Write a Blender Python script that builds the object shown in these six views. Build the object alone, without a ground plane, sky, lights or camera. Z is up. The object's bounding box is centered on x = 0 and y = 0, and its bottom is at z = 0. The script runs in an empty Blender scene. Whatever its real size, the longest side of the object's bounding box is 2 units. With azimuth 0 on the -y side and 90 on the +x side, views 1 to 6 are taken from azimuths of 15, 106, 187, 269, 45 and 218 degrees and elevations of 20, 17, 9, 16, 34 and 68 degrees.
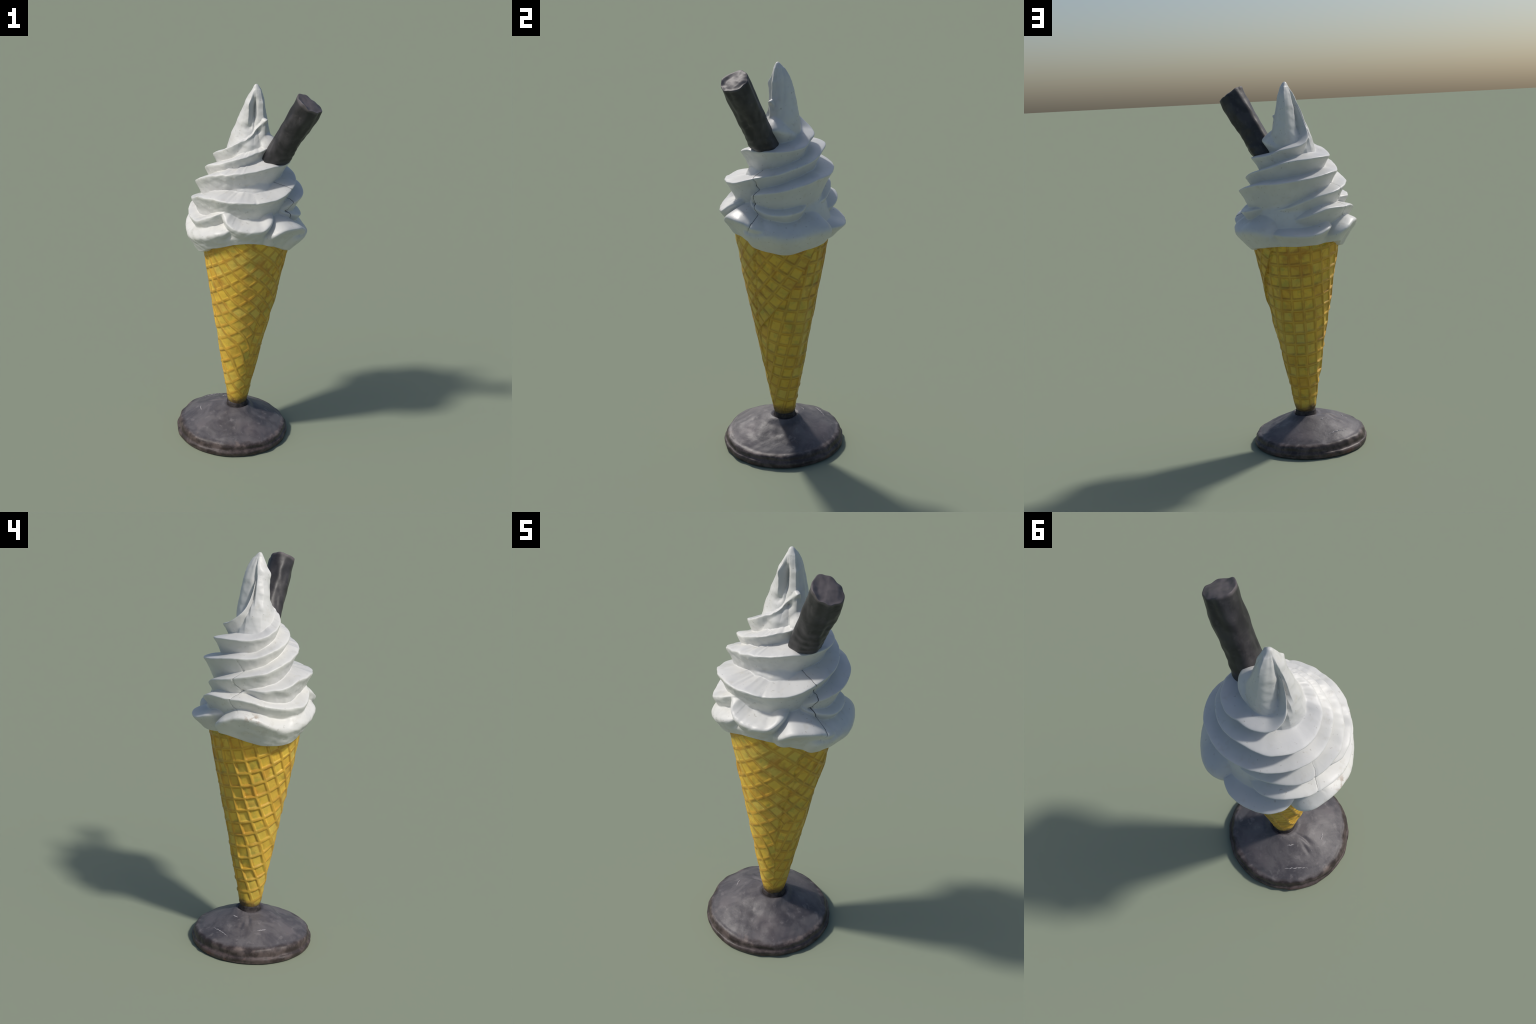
"""Giant soft-serve ice cream cone display: dark cement stand, rolled waffle cone,
white swirl with a curled peak, and a dark flaked chocolate stick."""
import bpy, math
import numpy as np
from mathutils import Vector, noise

RNG = np.random.default_rng(7)
TAU = 2 * math.pi


# ------------------------------------------------------------------ helpers
def smoothstep(a, b, x):
    t = np.clip((x - a) / (b - a), 0, 1)
    return t * t * (3 - 2 * t)


def smax(a, b, k):
    h = np.clip(0.5 + 0.5 * (a - b) / k, 0, 1)
    return b + (a - b) * h + k * h * (1 - h)


def pchip(xs, ys, x):
    """Monotone cubic interpolation through control points (no overshoot)."""
    xs = np.asarray(xs, float); ys = np.asarray(ys, float)
    h = np.diff(xs); d = np.diff(ys) / h
    m = np.zeros_like(xs)
    m[0], m[-1] = d[0], d[-1]
    for i in range(1, len(xs) - 1):
        if d[i - 1] * d[i] > 0:
            w1 = 2 * h[i] + h[i - 1]; w2 = h[i] + 2 * h[i - 1]
            m[i] = (w1 + w2) / (w1 / d[i - 1] + w2 / d[i])
    x = np.clip(x, xs[0], xs[-1])
    i = np.clip(np.searchsorted(xs, x) - 1, 0, len(h) - 1)
    t = (x - xs[i]) / h[i]
    return ((1 + 2 * t) * (1 - t) ** 2 * ys[i] + t * (1 - t) ** 2 * h[i] * m[i]
            + t * t * (3 - 2 * t) * ys[i + 1] + t * t * (t - 1) * h[i] * m[i + 1])


def wave_noise(x, y, z, scale, seed, octaves=3):
    """Cheap smooth 3D noise in [-1, 1]: sums of randomly oriented sines, domain warped."""
    r = np.random.default_rng(seed)
    out = np.zeros_like(x); amp = 1.0; tot = 0
    for o in range(octaves):
        f = scale * 1.9 ** o
        acc = np.zeros_like(x)
        for k in range(7):
            d = r.normal(size=3); d /= np.linalg.norm(d)
            w = r.normal(size=3); w /= np.linalg.norm(w)
            p = r.uniform(0, TAU, 2)
            warp = 1.1 * np.sin(f * 0.8 * (w[0] * x + w[1] * y + w[2] * z) + p[1])
            acc += np.sin(f * (d[0] * x + d[1] * y + d[2] * z) + warp + p[0])
        out += amp * acc / 2.6
        tot += amp; amp *= 0.5
    return np.clip(out / tot, -1.4, 1.4)


def new_object(name, mesh, parent=None, mat=None, smooth=True):
    ob = bpy.data.objects.new(name, mesh)
    bpy.context.scene.collection.objects.link(ob)
    if parent is not None:
        ob.parent = parent
    if mat is not None and not mesh.materials:
        mesh.materials.append(mat)
    if smooth:
        mesh.polygons.foreach_set("use_smooth", np.ones(len(mesh.polygons), bool))
    return ob


def ring_mesh(name, P, cap_start=True, cap_end=True):
    """Closed surface from rings: P has shape (rings, segments, 3), rings run upward."""
    nr, ns, _ = P.shape
    V = P.reshape(-1, 3)
    i = np.arange(nr - 1)[:, None] * ns
    j = np.arange(ns)[None, :]; j2 = (j + 1) % ns
    F = np.stack([i + j, i + j2, i + ns + j2, i + ns + j], -1).reshape(-1, 4)
    tris = []
    extra = []
    if cap_start:
        c = len(V) + len(extra); extra.append(P[0].mean(0))
        tris += [(c, (k + 1) % ns, k) for k in range(ns)]
    if cap_end:
        c = len(V) + len(extra); extra.append(P[-1].mean(0))
        o = (nr - 1) * ns
        tris += [(c, o + k, o + (k + 1) % ns) for k in range(ns)]
    if extra:
        V = np.vstack([V, np.array(extra)])
    tris = np.array(tris, int).reshape(-1, 3)
    me = bpy.data.meshes.new(name)
    loops = np.concatenate([F.ravel(), tris.ravel()])
    starts = np.concatenate([np.arange(len(F)) * 4, len(F) * 4 + np.arange(len(tris)) * 3])
    me.vertices.add(len(V)); me.vertices.foreach_set("co", V.ravel())
    me.loops.add(len(loops)); me.loops.foreach_set("vertex_index", loops)
    me.polygons.add(len(starts)); me.polygons.foreach_set("loop_start", starts)
    me.update(calc_edges=True); me.validate()
    return me


def angdiff(a, b):
    return (a - b + 180) % 360 - 180


def radial(theta_deg):
    """Azimuth 0 faces -y, 90 faces +x."""
    a = np.radians(theta_deg)
    return np.sin(a), -np.cos(a)


# ------------------------------------------------------------------ node helper
class NT:
    def __init__(self, name, rough=0.5, spec=0.5):
        self.mat = bpy.data.materials.new(name); self.mat.use_nodes = True
        self.t = self.mat.node_tree
        self.b = self.t.nodes["Principled BSDF"]
        self.b.inputs["Roughness"].default_value = rough
        self.b.inputs["Specular IOR Level"].default_value = spec
        self.obj = self.n("ShaderNodeTexCoord").outputs["Object"]

    def n(self, kind, **kw):
        nd = self.t.nodes.new(kind)
        for k, v in kw.items():
            setattr(nd, k, v)
        return nd

    def put(self, sock, v):
        if isinstance(v, bpy.types.NodeSocket):
            self.t.links.new(v, sock)
        else:
            sock.default_value = v

    def math(self, op, a, b=None, c=None, clamp=False):
        nd = self.n("ShaderNodeMath", operation=op, use_clamp=clamp)
        for s, v in zip(nd.inputs, (a, b, c)):
            if v is not None:
                self.put(s, v)
        return nd.outputs[0]

    def noise(self, scale, detail=4, rough=0.55, dist=0.0, vec=None):
        nd = self.n("ShaderNodeTexNoise")
        nd.inputs["Scale"].default_value = scale
        nd.inputs["Detail"].default_value = detail
        nd.inputs["Roughness"].default_value = rough
        nd.inputs["Distortion"].default_value = dist
        self.put(nd.inputs["Vector"], vec if vec is not None else self.obj)
        return nd.outputs["Fac"]

    def stretch(self, sx, sy, sz):
        m = self.n("ShaderNodeMapping"); m.inputs["Scale"].default_value = (sx, sy, sz)
        self.put(m.inputs["Vector"], self.obj)
        return m.outputs[0]

    def band(self, v, lo, hi):
        nd = self.n("ShaderNodeMapRange", interpolation_type='SMOOTHSTEP')
        self.put(nd.inputs["Value"], v)
        nd.inputs["From Min"].default_value = lo; nd.inputs["From Max"].default_value = hi
        return nd.outputs[0]

    def mix(self, f, a, b):
        nd = self.n("ShaderNodeMix", data_type='RGBA')
        self.put(nd.inputs[0], f)
        for s, v in ((nd.inputs[6], a), (nd.inputs[7], b)):
            self.put(s, v if isinstance(v, bpy.types.NodeSocket) else (*v, 1.0))
        return nd.outputs[2]

    def near(self, p, r0, r1):
        """1 inside r0 of point p, 0 outside r1."""
        nd = self.n("ShaderNodeVectorMath", operation='DISTANCE')
        self.put(nd.inputs[0], self.obj); nd.inputs[1].default_value = p
        return self.band(nd.outputs["Value"], r1, r0)

    def bump(self, h, strength, dist):
        nd = self.n("ShaderNodeBump")
        nd.inputs["Strength"].default_value = strength
        nd.inputs["Distance"].default_value = dist
        self.put(nd.inputs["Height"], h)
        self.put(self.b.inputs["Normal"], nd.outputs[0])

    def color(self, c):
        self.put(self.b.inputs["Base Color"], c if isinstance(c, bpy.types.NodeSocket) else (*c, 1.0))


# ------------------------------------------------------------------ cone geometry rules
CONE_R0, CONE_K, CONE_Z0 = 0.056, 0.19, 0.20
APEX = CONE_Z0 - CONE_R0 / CONE_K
SLANT = math.hypot(1, CONE_K)
SIN_A = CONE_K / SLANT
# waffle grid in the flattened (developed) sheet: origin and the two pitch vectors
GRID_O = np.array([-0.058, 1.159])
GRID_U = np.array([0.062, 0.003])
GRID_V = np.array([0.002, -0.066])
GRID_INV = np.linalg.inv(np.stack([GRID_U, GRID_V], 1))
FLAT_AZ = 190.0      # azimuth that lies on the flat sheet's middle line
EDGE_V = 8.95        # the sheet's free edge runs along this grid line
SKEW, SKEW_AZ = 0.24, 15.0
EDGE_AZ = 42.0       # where the free edge melts into the layer below


def cone_axis(z):
    return -0.033 + 0.009 * (z - 0.2), 0.015 * (z - 0.2)


def cone_r(z):
    return CONE_R0 + CONE_K * (z - CONE_Z0)


def sheet_uv(theta, z):
    rho = (z - APEX) * SLANT
    psi = np.radians(theta - FLAT_AZ) * SIN_A
    a = rho * np.sin(psi) - GRID_O[0]; b = rho * np.cos(psi) - GRID_O[1]
    return GRID_INV[0, 0] * a + GRID_INV[0, 1] * b, GRID_INV[1, 0] * a + GRID_INV[1, 1] * b


SEAM_CONE = [(1.16, 78), (1.11, 67), (0.97, 65), (0.89, 60), (0.78, 53), (0.67, 49), (0.58, 45), (0.45, 42)]


def build_cone(parent, mat):
    nz, nt = 720, 560
    z = np.linspace(0.172, 1.235, nz)[:, None] * np.ones((1, nt))
    th = (np.arange(nt) * 360.0 / nt)[None, :] * np.ones((nz, 1))
    u1, v1 = sheet_uv(th, z)
    u2, v2 = sheet_uv(th + 360, z)
    low = th < 190
    outer = low & ((v2 < EDGE_V) | (th < EDGE_AZ))
    u = np.where(outer, u2, u1); v = np.where(outer, v2, v1)
    # the pressing is skewed on the front of the cone
    u = u - SKEW * (v - 5.0) * (1 - smoothstep(8, 12, v)) * np.exp(-(angdiff(th, SKEW_AZ) / 45.0) ** 2)
    x0, y0 = radial(th)
    R = cone_r(z)
    px, py = x0 * R, y0 * R
    wob = wave_noise(px, py, z, 14, 3, 2)
    wob2 = wave_noise(px, py, z, 9, 5, 2)
    u = u + 0.10 * wob; v = v + 0.10 * wob2
    fu = np.abs(u - np.round(u)); fv = np.abs(v - np.round(v))      # 0 on a rib
    front = np.exp(-(angdiff(th, 10) / 48.0) ** 2)
    cell = smoothstep(0.03, 0.20, fu) * (1 - (1 - smoothstep(0.03, 0.20, fv)) * (1 - 0.55 * front))
    # each cell floor leans a little its own way
    iu, iv = np.floor(u), np.floor(v)
    lean = np.sin(iu * 12.9 + iv * 78.2) * (u - iu - .5) + np.sin(iu * 39.3 + iv * 11.1) * (v - iv - .5)
    depth = 0.0066 + 0.002 * wob + 0.004 * lean
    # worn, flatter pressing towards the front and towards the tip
    depth = depth * (1 - 0.55 * front) * smoothstep(0.16, 0.42, z + 0.05)
    # patched strip where the cells have been filled in
    strip = np.exp(-((th - 146) / 9.0) ** 2) * smoothstep(0.45, 0.5, z) * (1 - smoothstep(0.80, 0.88, z))
    depth = depth * (1 - 0.85 * strip)
    r = R - depth * cell + 0.003 * strip
    # raised free edge of the rolled sheet, falling off away from the edge
    lift = np.where(outer & low, np.exp(-np.clip(EDGE_V - v2, 0, 9) / 1.3), 0.0) * smoothstep(30, 75, th)
    r = r + 0.0065 * lift * (th < 190)
    under = np.where(low & ~outer, np.exp(-np.clip(v2 - EDGE_V, 0, 9) / 0.25), 0.0) * smoothstep(40, 75, th)
    r = r - 0.005 * under
    # the cone is not quite round: flattened at the rim near the mould seam, fuller on the other side
    r = r - 0.011 * np.exp(-(angdiff(th, 38) / 38.0) ** 2) * smoothstep(.92, 1.12, z) + 0.0018 * np.cos(np.radians(th - 322)) + 0.0008
    # mould seam: narrow groove
    sz, st = zip(*SEAM_CONE[::-1])
    ts = np.interp(z, sz, st) + 1.5 * np.sin(z * 60)
    arc = np.abs(th - ts) * np.pi / 180 * R
    r = r - 0.006 * np.exp(-(arc / 0.006) ** 2) * smoothstep(0.42, 0.6, z)
    # lumps, chips, and an eroded lower end
    r = r + 0.0020 * wave_noise(px, py, z, 26, 11, 3) + 0.0012 * wave_noise(px, py, z, 70, 12, 2)
    bot = 1 - smoothstep(0.175, 0.215, z + 0.012 * wave_noise(px, py, z, 30, 21, 1))
    r = np.maximum(r, 0.0535) - 0.002 * bot
    ax, ay = cone_axis(z)
    P = np.stack([ax + x0 * r, ay + y0 * r, z], -1)
    return new_object("waffle_cone", ring_mesh("waffle_cone", P), parent, mat)


# ------------------------------------------------------------------ soft-serve swirl
def ice_axis(z):
    t = z - 1.0
    return -0.026 + 0.020 * t, 0.013 + 0.012 * t


# each fold: rounding of its lip, slope of shelf above, slope below, then lip points (azimuth, height, radius);
# azimuths run on past 360 where a fold winds further round
FOLDS = [
    (0.0110, 7.0, 0.45, [(136, 1.340, .190), (150, 1.338, .206), (165, 1.343, .214), (179, 1.352, .230), (204, 1.385, .251), (221, 1.406, .275),
                        (243, 1.430, .294), (264, 1.451, .297), (276, 1.463, .298), (285, 1.480, .289), (301, 1.508, .269),
                        (314, 1.531, .256), (339, 1.556, .217), (359, 1.570, .197), (381, 1.587, .187), (400, 1.603, .190),
                        (425, 1.611, .202), (451, 1.611, .206), (473, 1.609, .208), (497, 1.617, .197), (526, 1.641, .174), (555, 1.660, .170),
                        (575, 1.678, .167), (594, 1.713, .145), (602, 1.742, .122), (607, 1.775, .102), (611, 1.815, .086), (613, 1.85, .072)]),
    (0.0110, 7.0, 0.45, [(62, 1.37, .200), (76, 1.414, .270), (105, 1.441, .291), (130, 1.464, .287), (155, 1.483, .276),
                        (190, 1.487, .264), (213, 1.499, .264), (243, 1.520, .264), (266, 1.527, .257), (280, 1.547, .246),
                        (292, 1.567, .235), (311, 1.589, .206), (324, 1.602, .187), (341, 1.626, .166), (367, 1.652, .136),
                        (385, 1.668, .122), (402, 1.680, .116), (425, 1.692, .118), (445, 1.700, .10)]),
    (0.020, 1.6, 0.60, [(50, 1.685, .105), (72, 1.695, .130), (94, 1.698, .146), (112, 1.690, .140), (135, 1.670, .120), (160, 1.66, .10)]),
    (0.0115, 8.0, 0.45, [(244, 1.372, .220), (262, 1.380, .262), (276, 1.380, .302), (286, 1.390, .308), (300, 1.400, .308),
                        (314, 1.424, .300), (341, 1.441, .287), (357, 1.443, .279), (375, 1.444, .274), (404, 1.450, .270),
                        (425, 1.476, .262), (438, 1.491, .256), (456, 1.505, .249), (489, 1.537, .233), (517, 1.565, .222),
                        (541, 1.584, .218), (555, 1.590, .222), (575, 1.599, .233), (600, 1.603, .233), (620, 1.608, .224),
                        (634, 1.617, .212), (646, 1.632, .200), (660, 1.653, .177), (679, 1.680, .145), (700, 1.712, .107),
                        (721, 1.735, .080), (748, 1.775, .056), (775, 1.808, .062), (790, 1.824, .080), (797, 1.824, .080), (812, 1.800, .060)]),
    (0.0115, 7.0, 0.60, [(178, 1.275, .190), (187, 1.288, .230), (195, 1.300, .260), (209, 1.320, .292),
                        (226, 1.344, .314), (248, 1.346, .321), (269, 1.333, .327), (276, 1.320, .329), (286, 1.310, .321),
                        (300, 1.297, .316), (314, 1.300, .318), (328, 1.328, .303), (345, 1.375, .262), (358, 1.400, .215)]),
    (0.016, 3.2, 0.70, [(336, 1.390, .225), (346, 1.360, .272), (357, 1.323, .300), (371, 1.300, .308), (390, 1.300, .307),
                        (402, 1.335, .285), (411, 1.360, .225)]),
    (0.016, 3.2, 0.75, [(224, 1.190, .245), (230, 1.200, .305), (240, 1.233, .340), (256, 1.265, .348), (267, 1.260, .344),
                        (276, 1.244, .340), (284, 1.220, .330), (299, 1.197, .323), (316, 1.218, .319), (337, 1.255, .314),
                        (350, 1.277, .303), (362, 1.292, .255)], (312, 30, .72)),
    (0.018, 3.4, 0.80, [(394, 1.245, .240), (401, 1.270, .305), (415, 1.308, .333), (429, 1.304, .344), (442, 1.276, .340),
                        (451, 1.258, .315), (460, 1.250, .250)]),
    (0.012, 3.4, 0.55, [(64, 1.372, .225), (83, 1.346, .275), (96, 1.329, .283), (106, 1.326, .284), (126, 1.338, .272),
                        (137, 1.345, .228)]),
    (0.055, 2.4, 1.05, [(64, 1.250, .270), (72, 1.245, .322), (96, 1.240, .327), (108, 1.225, .325), (120, 1.222, .324),
                        (134, 1.234, .325), (148, 1.232, .322), (158, 1.222, .306), (168, 1.195, .245)]),
    (0.014, 3.2, 0.95, [(154, 1.220, .240), (165, 1.220, .286), (179, 1.216, .312), (196, 1.212, .320), (207, 1.218, .324),
                        (218, 1.236, .319), (226, 1.249, .304), (233, 1.252, .265), (238, 1.25, .215)]),
]
CORE_Z = [1.03, 1.10, 1.20, 1.25, 1.32, 1.40, 1.48, 1.53, 1.60, 1.65]
CORE_R = [.190, .215, .240, .243, .225, .195, .165, .130, .110, .100]
# peak radius by height (rows) and azimuth (columns)
PEAK_AZ = [0, 20, 45, 70, 90, 135, 180, 225, 243, 257, 285, 320, 342]
PEAK = {
    1.60: [.105, .102, .10, .10, .10, .10, .110, .130, .148, .152, .148, .122, .112],
    1.65: [.100, .098, .095, .10, .10, .10, .108, .122, .136, .142, .140, .114, .105],
    1.70: [.092, .085, .082, .095, .097, .104, .110, .102, .104, .131, .129, .103, .096],
    1.75: [.064, .054, .055, .075, .082, .095, .103, .078, .064, .114, .113, .080, .071],
    1.80: [.040, .031, .047, .069, .071, .080, .090, .064, .050, .094, .092, .067, .057],
    1.84: [.012, .006, .036, .056, .059, .070, .082, .059, .045, .082, .078, .060, .054],
    1.88: [.006, .004, .033, .047, .048, .058, .073, .052, .040, .068, .064, .054, .052],
    1.91: [.010, .005, .034, .047, .045, .052, .065, .047, .037, .056, .053, .050, .050],
    1.94: [.027, .026, .031, .038, .037, .043, .055, .041, .034, .044, .041, .038, .037],
    1.98: [.020, .020, .020, .023, .024, .027, .029, .023, .021, .021, .019, .019, .019],
    2.003: [.020] * 13,
}
BOTTOM = [(0, 1.205), (19, 1.222), (42, 1.212), (62, 1.178), (87, 1.130), (110, 1.112), (137, 1.138), (169, 1.149),
          (196, 1.147), (218, 1.149), (237, 1.157), (258, 1.130), (287, 1.110), (311, 1.115), (330, 1.155), (341, 1.170), (360, 1.205)]
CRACK_RIGHT = [(72, 1.510), (77, 1.475), (76, 1.450), (79, 1.430), (75, 1.400), (74, 1.368), (80, 1.313), (79, 1.278), (75, 1.250)]
CRACK_LEFT = [(248, 1.515), (254, 1.462), (247, 1.432), (248, 1.406), (256, 1.377), (246, 1.336), (248, 1.300), (254, 1.281)]


def peak_core(th, z):
    az = np.array(PEAK_AZ + [360]); zs = sorted(PEAK)
    # the groove beside the fold edge bends to and fro as it climbs
    bend = dict(zip(zs, (-14, -14, -14, -6, 3, 4, 5, 1, -3, -6, -6)))
    rows = np.stack([np.interp((th[0] - bend[k] * np.exp(-(angdiff(th[0], 240) / 60.0) ** 2)) % 360, az, PEAK[k] + PEAK[k][:1]) for k in zs])
    # blend rows smoothly in height
    zd = np.linspace(zs[0], zs[-1], 240)
    dense = np.stack([np.interp(zd, zs, rows[:, k]) for k in range(rows.shape[1])], 1)
    kern = np.hanning(17); kern /= kern.sum()
    pad = np.pad(dense, ((8, 8), (0, 0)), mode='reflect', reflect_type='odd')
    dense = sum(w * pad[k:k + 240] for k, w in enumerate(kern))
    i = np.clip(((z[:, 0] - zs[0]) / (zs[-1] - zs[0]) * 239), 0, 238.999)
    k = i.astype(int); t = (i - k)[:, None]
    return dense[k] * (1 - t) + dense[k + 1] * t


def fold_field(th, z, fold):
    w, ku, kd, pts = fold[:4]
    blunt = fold[4] if len(fold) > 4 else None     # (azimuth, width, share of the shelf slope taken away)
    pts = np.array(pts)
    a = pts[:, 0]
    out = np.full(th.shape, -1.0)
    t1 = th[0]
    for k in range(0, 4):
        tt = t1 + 360 * k
        idx = np.where((tt >= a[0]) & (tt <= a[-1]))[0]
        if len(idx) == 0:
            continue
        tq = tt[idx]
        zi = pchip(a, pts[:, 1], tq); ri = pchip(a, pts[:, 2], tq)
        kern = np.hanning(25); kern /= kern.sum()
        if len(idx) > 30:
            zi, ri = (np.convolve(np.pad(q, 12, mode='reflect', reflect_type='odd'), kern, 'valid') for q in (zi, ri))
        dz_da = np.gradient(zi, np.radians(tq)) / ri if len(tq) > 2 else np.zeros_like(zi)
        c = 1 / np.sqrt(1 + np.clip(dz_da, -3, 3) ** 2)
        dz = (z[:, idx] - zi[None]) * c[None]
        # lips are blunt and thick on the front left, keener at the back
        wq = (w + 0.012 * np.exp(-(angdiff(t1[idx], 325) / 55.0) ** 2))[None]
        ds = np.sqrt(dz * dz + wq * wq) - wq
        kq = ku * (np.ones(len(idx)) if blunt is None else 1 - blunt[2] * np.exp(-(angdiff(t1[idx], blunt[0]) / blunt[1]) ** 2))
        drop = np.where(dz > 0, kq[None] * ds, kd * ds + 0.012 * (1 - np.exp(-ds / 0.015)))
        out[:, idx] = np.maximum(out[:, idx], ri[None] - drop)
    return out


def ice_radius(th, z):
    """Radius of the swirl about its axis on a (height x azimuth) grid."""
    core = np.interp(z, CORE_Z, CORE_R)
    mixf = smoothstep(1.56, 1.61, z)
    core = core * (1 - mixf) + peak_core(th, np.maximum(z, 1.6001)) * mixf
    # vertical creases and ribs on the peak's back
    up = smoothstep(1.72, 1.80, z) * (1 - smoothstep(1.96, 2.0, z))
    for th_lo, th_hi, dth, dr in ((110, 146, 9, -.006), (165, 176, 10, .005), (85, 96, 9, -.005), (70, 76, 8, .004), (205, 212, 12, -.004)):
        c = th_lo + (th_hi - th_lo) * (z - 1.75) / 0.2
        core = core + 0.6 * dr * up * np.exp(-(angdiff(th, c) / dth) ** 2)
    r = core
    ux, uy = radial(th)
    zw = z + 0.004 * wave_noise(ux * .3, uy * .3, z, 16, 31, 2)
    # nibbled lip edges on the front
    zw = zw + 0.0030 * np.exp(-(angdiff(th, 345) / 60.0) ** 2) * wave_noise(ux * .3, uy * .3, z, 62, 33, 2)
    for f in FOLDS:
        r = smax(r, fold_field(th, zw, f), 0.009)
    # curled hollow in the front of the peak, with the thin turned edge beside it
    def blob(a0, z0, wa, wz):
        return np.exp(-(angdiff(th, a0) / wa) ** 2 - ((z - z0) / wz) ** 2)
    r = r - 0.013 * blob(346, 1.788, 16, .016)
    r = r - 0.016 * blob(47, 1.770, 13, .014)
    r = r + 0.006 * blob(344, 1.905, 9, .030)
    # pits in the thick front fold
    r = r - 0.007 * blob(24, 1.450, 1.8, .006)
    # mould cracks: narrow grooves with a little step across
    for path in (CRACK_RIGHT, CRACK_LEFT):
        za = np.array([p[1] for p in path])[::-1]; ta = np.array([p[0] for p in path])[::-1]
        tc = np.interp(z, za, ta)
        inside = smoothstep(za[0] - .01, za[0] + .01, z) * (1 - smoothstep(za[-1] - .01, za[-1] + .01, z))
        arc = np.abs(angdiff(th, tc)) * np.pi / 180 * r
        r = r - 0.0045 * inside * np.exp(-(arc / 0.004) ** 2)
    r = r - 0.014 * blob(73, 1.368, 2.6, .007) - 0.010 * blob(256, 1.377, 2.2, .006)
    # hand-made unevenness
    ux, uy = radial(th)
    X, Y = ux * r, uy * r
    front = 0.4 + 0.6 * np.exp(-(angdiff(th, 350) / 75.0) ** 2)
    r = r + 0.0022 * wave_noise(X, Y, z, 22, 41, 3) + 0.0020 * front * wave_noise(X, Y, z * 1.5, 75, 42, 2)
    # skirt: keep just outside the cone down to the lower edge, then tuck inside
    zb = pchip(*zip(*BOTTOM), th) + 0.006 * wave_noise(X, Y, z * 0, 18, 43, 2)
    over = np.clip(z - zb - 0.035, 0, 1)
    skirt = (cone_r(z) - 0.002 - 0.010 * np.exp(-(angdiff(th, 38) / 38.0) ** 2) + 0.0018 * np.cos(np.radians(th - 322)) + 0.008
             + 0.012 * smoothstep(0, .05, z - zb) - 12.0 * over * over)
    r = smax(r, skirt, 0.012)
    tuck = smoothstep(-0.006, 0.004, z - zb)
    r = r - 0.0018 * smoothstep(1.22, 1.26, z) * (1 - smoothstep(1.68, 1.74, z))
    return r * tuck + (cone_r(z) - 0.03) * (1 - tuck)


def build_swirl(parent, mat):
    nt = 560
    z = np.concatenate([np.linspace(1.06, 1.985, 520), np.linspace(1.985, 2.003, 14)[1:]])[:, None] * np.ones((1, nt))
    th = (np.arange(nt) * 360.0 / nt)[None, :] * np.ones((z.shape[0], 1))
    r = ice_radius(th, z)
    tip = np.clip((2.0034 - z) / 0.028, 0, 1) ** 0.42
    r = np.maximum(r * np.where(z > 1.9754, tip, 1), 0.002)
    ux, uy = radial(th); ax, ay = ice_axis(z)
    P = np.stack([ax + ux * r, ay + uy * r, z], -1)
    ob = new_object("ice_cream", ring_mesh("ice_cream", P), parent, mat)
    return ob, P, th, z


def build_cracks(parent, mat, P):
    """Dark thread lying in the bottom of each mould crack."""
    zs = P[:, 0, 2]
    for path, wd in ((CRACK_RIGHT, .0016), (CRACK_LEFT, .0006)):
        t = np.linspace(0, 1, 90)
        k = np.linspace(0, 1, len(path))
        th = np.interp(t, k, [p[0] for p in path]); z = np.interp(t, k, [p[1] for p in path])
        pts = []
        for a, b in zip(th, z):
            i = int(np.clip(np.searchsorted(zs, b), 0, len(zs) - 1)); j = int(round(a / 360 * P.shape[1])) % P.shape[1]
            pts.append(P[i, j])
        pts = np.array(pts)
        tube_along(pts, lambda s, wd=wd: wd * (0.35 + 0.65 * math.sin(math.pi * s) ** 0.6) * (1 + 0.35 * math.sin(s * 31)), "crack", parent, mat)


def tube_along(pts, rad, name, parent, mat, seg=8):
    n = len(pts)
    tan = np.gradient(pts, axis=0); tan /= np.linalg.norm(tan, axis=1)[:, None] + 1e-9
    rings = []
    up = np.array([0.31, 0.17, 0.93])
    for i in range(n):
        a = np.cross(tan[i], up); a /= np.linalg.norm(a) + 1e-9
        b = np.cross(tan[i], a)
        w = rad(i / (n - 1))
        ph = np.arange(seg) * TAU / seg
        rings.append(pts[i] + w * (np.cos(ph)[:, None] * a + np.sin(ph)[:, None] * b))
    return new_object(name, ring_mesh(name, np.array(rings)), parent, mat)


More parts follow.
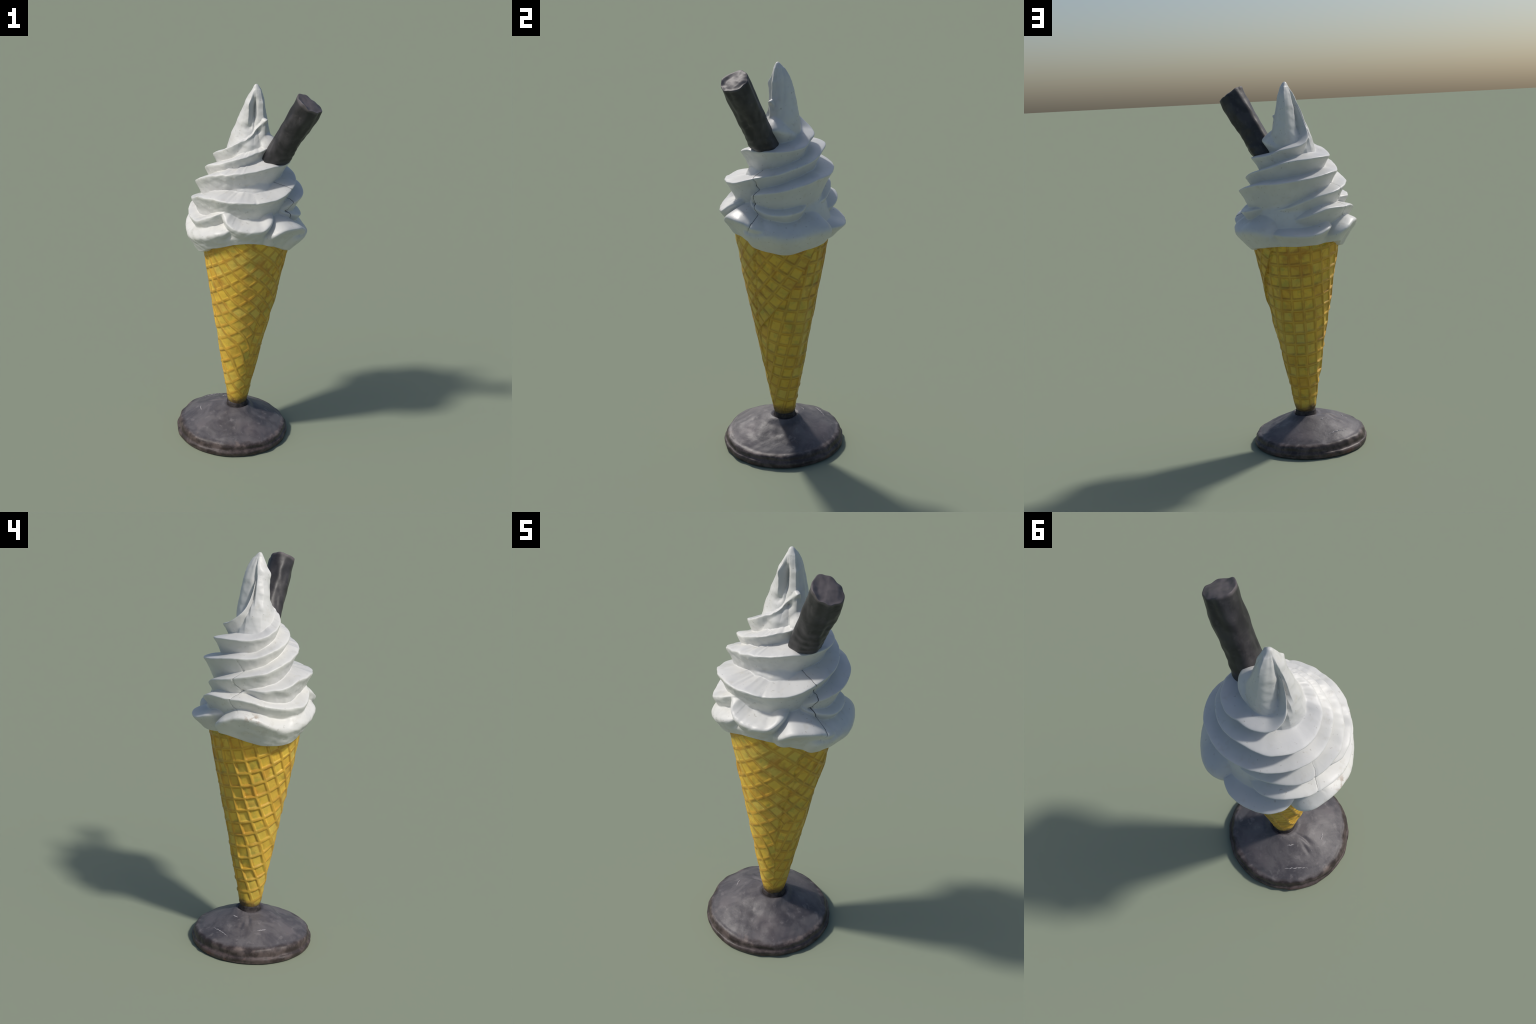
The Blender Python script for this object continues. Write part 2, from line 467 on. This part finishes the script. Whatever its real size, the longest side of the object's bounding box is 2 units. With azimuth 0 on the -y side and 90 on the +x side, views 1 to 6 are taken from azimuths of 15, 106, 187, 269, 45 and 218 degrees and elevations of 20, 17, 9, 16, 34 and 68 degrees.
# ------------------------------------------------------------------ chocolate flake
def build_flake(parent, mat):
    p0 = np.array([0.109, -0.0045, 1.603]); p1 = np.array([0.310, -0.0940, 1.949])
    d = p1 - p0; Lq = np.linalg.norm(d); d /= Lq
    a = np.cross(d, [0, 0, 1]); a /= np.linalg.norm(a); b = np.cross(d, a)
    nr, ns = 170, 140
    s = np.linspace(0, 1, nr)[:, None] * np.ones((1, ns))
    ph = (np.arange(ns) * TAU / ns)[None, :] * np.ones((nr, 1))
    cx, cy = np.cos(ph), np.sin(ph)
    base = (0.0655 + 0.0022 * s) * (0.75 + 0.25 * smoothstep(-.02, .08, s))
    # not round: flattened in places, slightly kinked
    base = base * (1 + 0.030 * np.cos(2 * ph + 0.7 + 1.5 * s) + 0.022 * np.cos(3 * ph - 1.1 - 2.2 * s) + 0.018 * np.cos(7 * ph + 2 * s))
    # long folds of the rolled chocolate: slow along the stick, quicker around it
    fold = 0.0055 * wave_noise(cx * .5, cy * .5, s * 0.9, 6.0, 51, 2) + 0.0030 * wave_noise(cx * .5, cy * .5, s * 1.8, 8, 52, 2)
    ripple = 0.0012 * np.sin(s * 52 + 2.0 * np.sin(ph + 1)) * (0.5 + 0.5 * np.sin(ph - .6)) * (1 - s)
    r = base + fold + ripple
    r = r * (1 - 0.02 * smoothstep(.985, 1.0, s) + smoothstep(.8, 1.0, s) * (0.03 * np.cos(5 * ph + .4) + 0.02 * np.cos(9 * ph)))
    # uneven broken end
    chip = 0.011 * wave_noise(cx * .06, cy * .06, s * 0, 34, 53, 3)
    along = s * Lq + chip * smoothstep(.75, 1, s)
    kink = 0.003 * np.sin(s * 7.0 - 0.8) + 0.001
    # the buried end is cut level with the shelf it stands on
    along = along - (1 - smoothstep(0, .45, s)) * r * (cx * a[2] + cy * b[2]) / d[2]
    P = p0 + kink[..., None] * a + along[..., None] * d + r[..., None] * (cx[..., None] * a + cy[..., None] * b)
    # end face: concentric rings with lumps
    caps = []
    for q in np.linspace(0.94, 0.03, 22):
        rr = r[-1] * q
        X, Y = cx[-1] * rr, cy[-1] * rr
        h = Lq + chip[-1] * smoothstep(.55, 1, q) + 0.0042 * wave_noise(X, Y, X * 0, 55, 54, 3) * (1 - q ** 6)
        caps.append(p0 + kink[-1, 0] * a + h[:, None] * d + rr[:, None] * (cx[-1][:, None] * a + cy[-1][:, None] * b))
    P = np.concatenate([P, np.array(caps)], 0)
    return new_object("chocolate_flake", ring_mesh("chocolate_flake", P), parent, mat)


# ------------------------------------------------------------------ stand
STAND_PROFILE = [(.0, .306), (.005, .314), (.020, .317), (.029, .314), (.034, .308), (.040, .305), (.056, .303), (.066, .299),
                 (.0735, .290), (.0775, .278), (.086, .262), (.098, .240), (.110, .215), (.123, .187), (.136, .158), (.148, .130),
                 (.159, .106), (.168, .085), (.172, .072), (.169, .063), (.160, .050)]
STAND_C = (-0.054, -0.015)


def build_stand(parent, mat):
    ns = 320
    zc = np.array([p[0] for p in STAND_PROFILE]); rc = np.array([p[1] for p in STAND_PROFILE])
    s = np.linspace(0, len(zc) - 1, 260); k = np.arange(len(zc))
    zz = pchip(k, zc, s)[:, None] * np.ones((1, ns)); rr = pchip(k, rc, s)[:, None] * np.ones((1, ns))
    th = (np.arange(ns) * 360.0 / ns)[None, :] * np.ones((260, 1))
    ux, uy = radial(th)
    X, Y = ux * rr, uy * rr
    rim = smoothstep(.24, .29, rr)
    top = smoothstep(.060, .085, zz)
    lump = wave_noise(X, Y, zz, 20, 61, 3); fine = wave_noise(X, Y, zz, 55, 62, 2)
    rr2 = rr + rim * (0.0045 * lump + 0.0036 * fine) * smoothstep(0.0, .012, zz)
    # hammered dents on the dome, strongest on the front
    front = 0.35 + 0.65 * np.exp(-(angdiff(th, 30) / 70.0) ** 2)
    zz2 = zz + top * (0.0045 * front * wave_noise(X, Y, zz * 0, 30, 63, 3) + 0.0025 * lump)
    # the dome leans a little towards the stem, which stands off centre
    lean = 1 - smoothstep(.06, .13, rr)
    ox, oy = STAND_C[0] + 0.021 * lean, STAND_C[1] + 0.014 * lean
    zz2 = zz2 - smoothstep(.03, .08, zz) * (0.004 + 0.028 * ux * np.minimum(rr, .28))
    # trench beside the stem on the -x side, with gouges
    zz2 = zz2 - 0.008 * np.exp(-(angdiff(th, 275) / 55.0) ** 2) * np.exp(-((rr - .075) / .022) ** 2)
    for a0, r0, la, lr, dp in ((262, .125, 5, .035, .008), (250, .16, 4, .03, .005), (20, .16, 12, .02, .006), (48, .20, 8, .02, .005), (95, .17, 10, .02, .005)):
        zz2 = zz2 - dp * top * np.exp(-(angdiff(th, a0) / la) ** 2 - ((rr - r0) / lr) ** 2)
    P = np.stack([ox + ux * rr2, oy + uy * rr2, np.maximum(zz2, 0.0)], -1)
    return new_object("stand", ring_mesh("stand", P), parent, mat), P


def build_collar(parent, mat):
    """Rough dark mortar ring where the cone sits in the stand."""
    ns = 120
    prof = [(.140, .074), (.154, .0650), (.165, .0590), (.176, .0572), (.184, .0565), (.189, .0525), (.190, .045)]
    s = np.linspace(0, len(prof) - 1, 40); k = np.arange(len(prof))
    z = pchip(k, [p[0] for p in prof], s)[:, None] * np.ones((1, ns)); r = pchip(k, [p[1] for p in prof], s)[:, None] * np.ones((1, ns))
    th = (np.arange(ns) * 360.0 / ns)[None, :] * np.ones((40, 1))
    ux, uy = radial(th)
    r = r + 0.0025 * wave_noise(ux * r, uy * r, z, 45, 71, 2)
    ax, ay = cone_axis(z)
    return new_object("collar", ring_mesh("collar", np.stack([ax + ux * r, ay + uy * r, z], -1)), parent, mat)


def build_scratches(parent, mat, P):
    """Pale scuffs scraped into the dome: thin ridges of exposed filler."""
    V = P.reshape(-1, 3); V = V[V[:, 2] > .05]
    for (x0, y0), (x1, y1), w in (((-.170, .183), (-.262, .110), .0028), ((-.120, .084), (-.142, .062), .0028), ((-.238, -.043), (-.221, -.088), .003)):
        t = np.linspace(0, 1, 40)
        x = x0 + (x1 - x0) * t + 0.0018 * np.sin(t * 23); y = y0 + (y1 - y0) * t + 0.0018 * np.sin(t * 31 + 1)
        pts = []
        for a, b in zip(x, y):
            i = np.argmin((V[:, 0] - a) ** 2 + (V[:, 1] - b) ** 2)
            pts.append((a, b, V[i, 2] + 0.0004))
        pts = np.array(pts); pts[:, 2] = np.convolve(np.pad(pts[:, 2], 3, mode='edge'), np.ones(7) / 7, 'valid')
        tube_along(pts, lambda s, w=w: 1.3 * w * (0.15 + abs(math.sin(s * 17)) * 0.6) * math.sin(math.pi * min(max(s, .03), .97)) ** .5, "scratch", parent, mat)


# ------------------------------------------------------------------ materials
def mat_ice():
    m = NT("ice_cream_white", 0.43, 0.42)
    n1 = m.noise(5, 4); n2 = m.noise(26, 5, 0.6)
    c = m.mix(m.band(n1, .35, .7), (.58, .58, .57), (.67, .665, .635))
    c = m.mix(m.math('MULTIPLY', m.band(n2, .54, .72), .45), c, (.53, .51, .46))
    c = m.mix(m.math('MULTIPLY', m.band(m.noise(70, 3, .5), .66, .74), .6), c, (.36, .34, .31))
    rust = m.math('MULTIPLY', m.near((-.36, .03, 1.265), .01, .06), m.band(m.noise(38, 4), .46, .62))
    c = m.mix(m.math('MULTIPLY', rust, .75), c, (.30, .22, .16))
    spot = m.near((.085, -.235, 1.455), .004, .012)
    c = m.mix(m.math('MULTIPLY', spot, .7), c, (.30, .27, .42))
    m.color(c)
    m.bump(m.noise(120, 3), 0.12, 0.002)
    return m.mat


def sheet_nodes(m):
    """Grid coordinates of the waffle sheet, computed from position, as in build_cone."""
    sep = m.n("ShaderNodeSeparateXYZ"); m.put(sep.inputs[0], m.obj)
    x, y, z = sep.outputs
    dz = m.math('SUBTRACT', z, 0.2)
    x = m.math('SUBTRACT', x, m.math('MULTIPLY_ADD', dz, 0.009, -0.033))
    y = m.math('SUBTRACT', y, m.math('MULTIPLY', dz, 0.015))
    th = m.math('ARCTAN2', x, m.math('MULTIPLY', y, -1.0))
    th = m.math('FLOORED_MODULO', th, TAU)
    rho = m.math('MULTIPLY', m.math('SUBTRACT', z, APEX), SLANT)

    def uv(shift):
        psi = m.math('MULTIPLY', m.math('ADD', th, math.radians(shift - FLAT_AZ)), SIN_A)
        a = m.math('SUBTRACT', m.math('MULTIPLY', rho, m.math('SINE', psi)), float(GRID_O[0]))
        b = m.math('SUBTRACT', m.math('MULTIPLY', rho, m.math('COSINE', psi)), float(GRID_O[1]))
        return [m.math('ADD', m.math('MULTIPLY', a, float(GRID_INV[i, 0])), m.math('MULTIPLY', b, float(GRID_INV[i, 1]))) for i in (0, 1)]
    u1, v1 = uv(0); u2, v2 = uv(360)
    low = m.math('LESS_THAN', th, math.radians(190))
    ou = m.math('MULTIPLY', low, m.math('MAXIMUM', m.math('LESS_THAN', v2, EDGE_V), m.math('LESS_THAN', th, math.radians(EDGE_AZ))))

    def pick(a, b):
        return m.math('ADD', a, m.math('MULTIPLY', ou, m.math('SUBTRACT', b, a)))
    u, v = pick(u1, u2), pick(v1, v2)
    off = m.math('SUBTRACT', m.math('FLOORED_MODULO', m.math('ADD', th, math.pi - math.radians(SKEW_AZ)), TAU), math.pi)
    g = m.math('EXPONENT', m.math('MULTIPLY', m.math('POWER', m.math('ABSOLUTE', off), 2.0), -1 / math.radians(45) ** 2))
    g2 = m.math('MULTIPLY', g, m.band(v, 12, 8))
    u = m.math('SUBTRACT', u, m.math('MULTIPLY', m.math('MULTIPLY', m.math('SUBTRACT', v, 5.0), SKEW), g2))
    return u, v, z, g


def mat_waffle():
    m = NT("waffle_biscuit", 0.5, 0.35)
    u, v, z, front = sheet_nodes(m)

    def rib(c, w0, w1):
        d = m.math('PINGPONG', c, 0.5)
        return m.band(d, w1, w0)
    ru, rv = rib(u, .02, .19), rib(v, .02, .19)
    rv = m.math('MULTIPLY', rv, m.math('MULTIPLY_ADD', front, -0.5, 1.0))
    ribs = m.math('MAXIMUM', ru, rv)
    # rib flanks, tinted dark brown to draw the shadow line beside each rib
    fl = m.math('MULTIPLY', ribs, m.math('SUBTRACT', 1.0, ribs)); fl = m.math('MULTIPLY', fl, 4.0, clamp=True)
    big = m.noise(7, 4, .55, .3); mid = m.noise(19, 5, .6, .4); fine = m.noise(60, 4, .6)
    cell = m.mix(m.band(big, .36, .64), (.76, .485, .055), (.62, .435, .062))
    cell = m.mix(m.math('MULTIPLY', m.band(mid, .50, .68), .55), cell, (.37, .33, .06))
    # every cell baked a little differently
    cv = m.n("ShaderNodeCombineXYZ"); m.put(cv.inputs[0], m.math('FLOOR', u)); m.put(cv.inputs[1], m.math('FLOOR', v))
    wn = m.n("ShaderNodeTexWhiteNoise", noise_dimensions='2D'); m.put(wn.inputs["Vector"], cv.outputs[0])
    cell = m.mix(m.math('MULTIPLY', m.band(wn.outputs["Value"], .60, 1.0), .40), cell, (.60, .31, .035))
    cell = m.mix(m.math('MULTIPLY', m.band(wn.outputs["Value"], .35, .0), .35), cell, (.62, .50, .12))
    ribc = m.mix(m.band(mid, .36, .62), (.56, .33, .04), (.42, .21, .026))
    c = m.mix(m.math('MULTIPLY', ribs, .45), cell, ribc)
    # toasted orange-brown patches, more of them towards the rim
    hi = m.band(z, .45, 1.15)
    toast = m.math('MULTIPLY', m.band(m.noise(11, 4, .6, .5), .50, .68), m.math('MULTIPLY_ADD', hi, .35, .2))
    c = m.mix(toast, c, (.42, .175, .025))
    c = m.mix(m.math('MULTIPLY', fl, .45), c, (.42, .195, .022))
    c = m.mix(m.math('MULTIPLY', m.band(fine, .6, .78), .35), c, (.25, .17, .035))
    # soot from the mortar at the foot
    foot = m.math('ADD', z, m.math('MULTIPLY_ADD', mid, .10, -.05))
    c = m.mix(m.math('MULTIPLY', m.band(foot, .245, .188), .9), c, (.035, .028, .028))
    m.color(c)
    m.bump(m.noise(90, 4, .6), 0.25, 0.003)
    return m.mat


def mat_stand():
    m = NT("stand_cement", 0.5, 0.4)
    n1 = m.noise(9, 5, .6, .6); n2 = m.noise(28, 5, .6, .3); n3 = m.noise(4, 3)
    c = m.mix(m.band(n1, .36, .64), (.068, .063, .071), (.125, .116, .121))
    c = m.mix(m.math('MULTIPLY', m.band(n2, .55, .72), .5), c, (.21, .195, .195))
    c = m.mix(m.math('MULTIPLY', m.band(n3, .5, .7), .3), c, (.13, .10, .11))
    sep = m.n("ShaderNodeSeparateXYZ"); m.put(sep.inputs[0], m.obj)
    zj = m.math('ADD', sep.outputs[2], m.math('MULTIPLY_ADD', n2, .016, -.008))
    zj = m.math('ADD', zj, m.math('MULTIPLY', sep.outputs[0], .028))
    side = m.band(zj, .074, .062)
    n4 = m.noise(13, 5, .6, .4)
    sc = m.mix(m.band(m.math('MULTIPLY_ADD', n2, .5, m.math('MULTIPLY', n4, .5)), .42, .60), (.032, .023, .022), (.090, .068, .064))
    sc = m.mix(m.math('MULTIPLY', m.band(m.noise(15, 4), .5, .7), m.band(zj, .03, .005)), sc, (.15, .068, .055))
    edge = m.math('MULTIPLY', m.math('SUBTRACT', m.band(zj, .052, .066), m.band(zj, .072, .084)), m.math('MULTIPLY', m.band(n2, .48, .64), m.band(n4, .48, .62)))
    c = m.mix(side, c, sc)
    c = m.mix(m.math('MULTIPLY', edge, .5), c, (.19, .145, .125))
    m.color(c)
    m.bump(m.noise(55, 5, .6), 0.3, 0.004)
    return m.mat


def mat_collar():
    m = NT("dark_mortar", 0.7, 0.3)
    m.color(m.mix(m.band(m.noise(40, 4), .4, .65), (.022, .018, .018), (.06, .05, .05)))
    return m.mat


def mat_flake():
    m = NT("dark_chocolate", 0.42, 0.45)
    n1 = m.noise(14, 5, .6, .6); n2 = m.noise(40, 4)
    c = m.mix(m.band(n1, .38, .66), (.019, .018, .020), (.042, .039, .042))
    c = m.mix(m.math('MULTIPLY', m.band(n2, .56, .75), .5), c, (.075, .067, .070))
    # end face is paler than the sides
    d = Vector((.224, -.0965, .393)).normalized(); e = Vector((.309, -.0905, 1.958)).dot(d)
    dp = m.n("ShaderNodeVectorMath", operation='DOT_PRODUCT'); m.put(dp.inputs[0], m.obj); dp.inputs[1].default_value = d
    end = m.band(dp.outputs["Value"], e - .022, e - .006)
    c = m.mix(m.math('MULTIPLY', end, .7), c, (.14, .122, .128))
    m.put(m.b.inputs['Roughness'], m.math('MULTIPLY_ADD', end, .12, .46))
    m.color(c)
    m.bump(m.noise(70, 4), 0.2, 0.003)
    return m.mat


def flat(name, col, rough=0.6):
    m = NT(name, rough, 0.3)
    m.color(m.mix(m.noise(60, 3), tuple(0.8 * v for v in col), col))
    return m.mat


# ------------------------------------------------------------------ assemble
root = bpy.data.objects.new("ice_cream_cone", None)
bpy.context.scene.collection.objects.link(root)
root["label"] = "giant soft-serve ice cream cone with chocolate flake on round stand"
root["category"] = "ice cream cone display"

stand, SP = build_stand(root, mat_stand())
build_scratches(stand, flat("pale_scuff", (.42, .40, .41)), SP)
build_collar(root, mat_collar())
build_cone(root, mat_waffle())
swirl, IP, _, _ = build_swirl(root, mat_ice())
build_cracks(swirl, flat("crack_dirt", (.10, .10, .11)), IP)
build_flake(root, mat_flake())
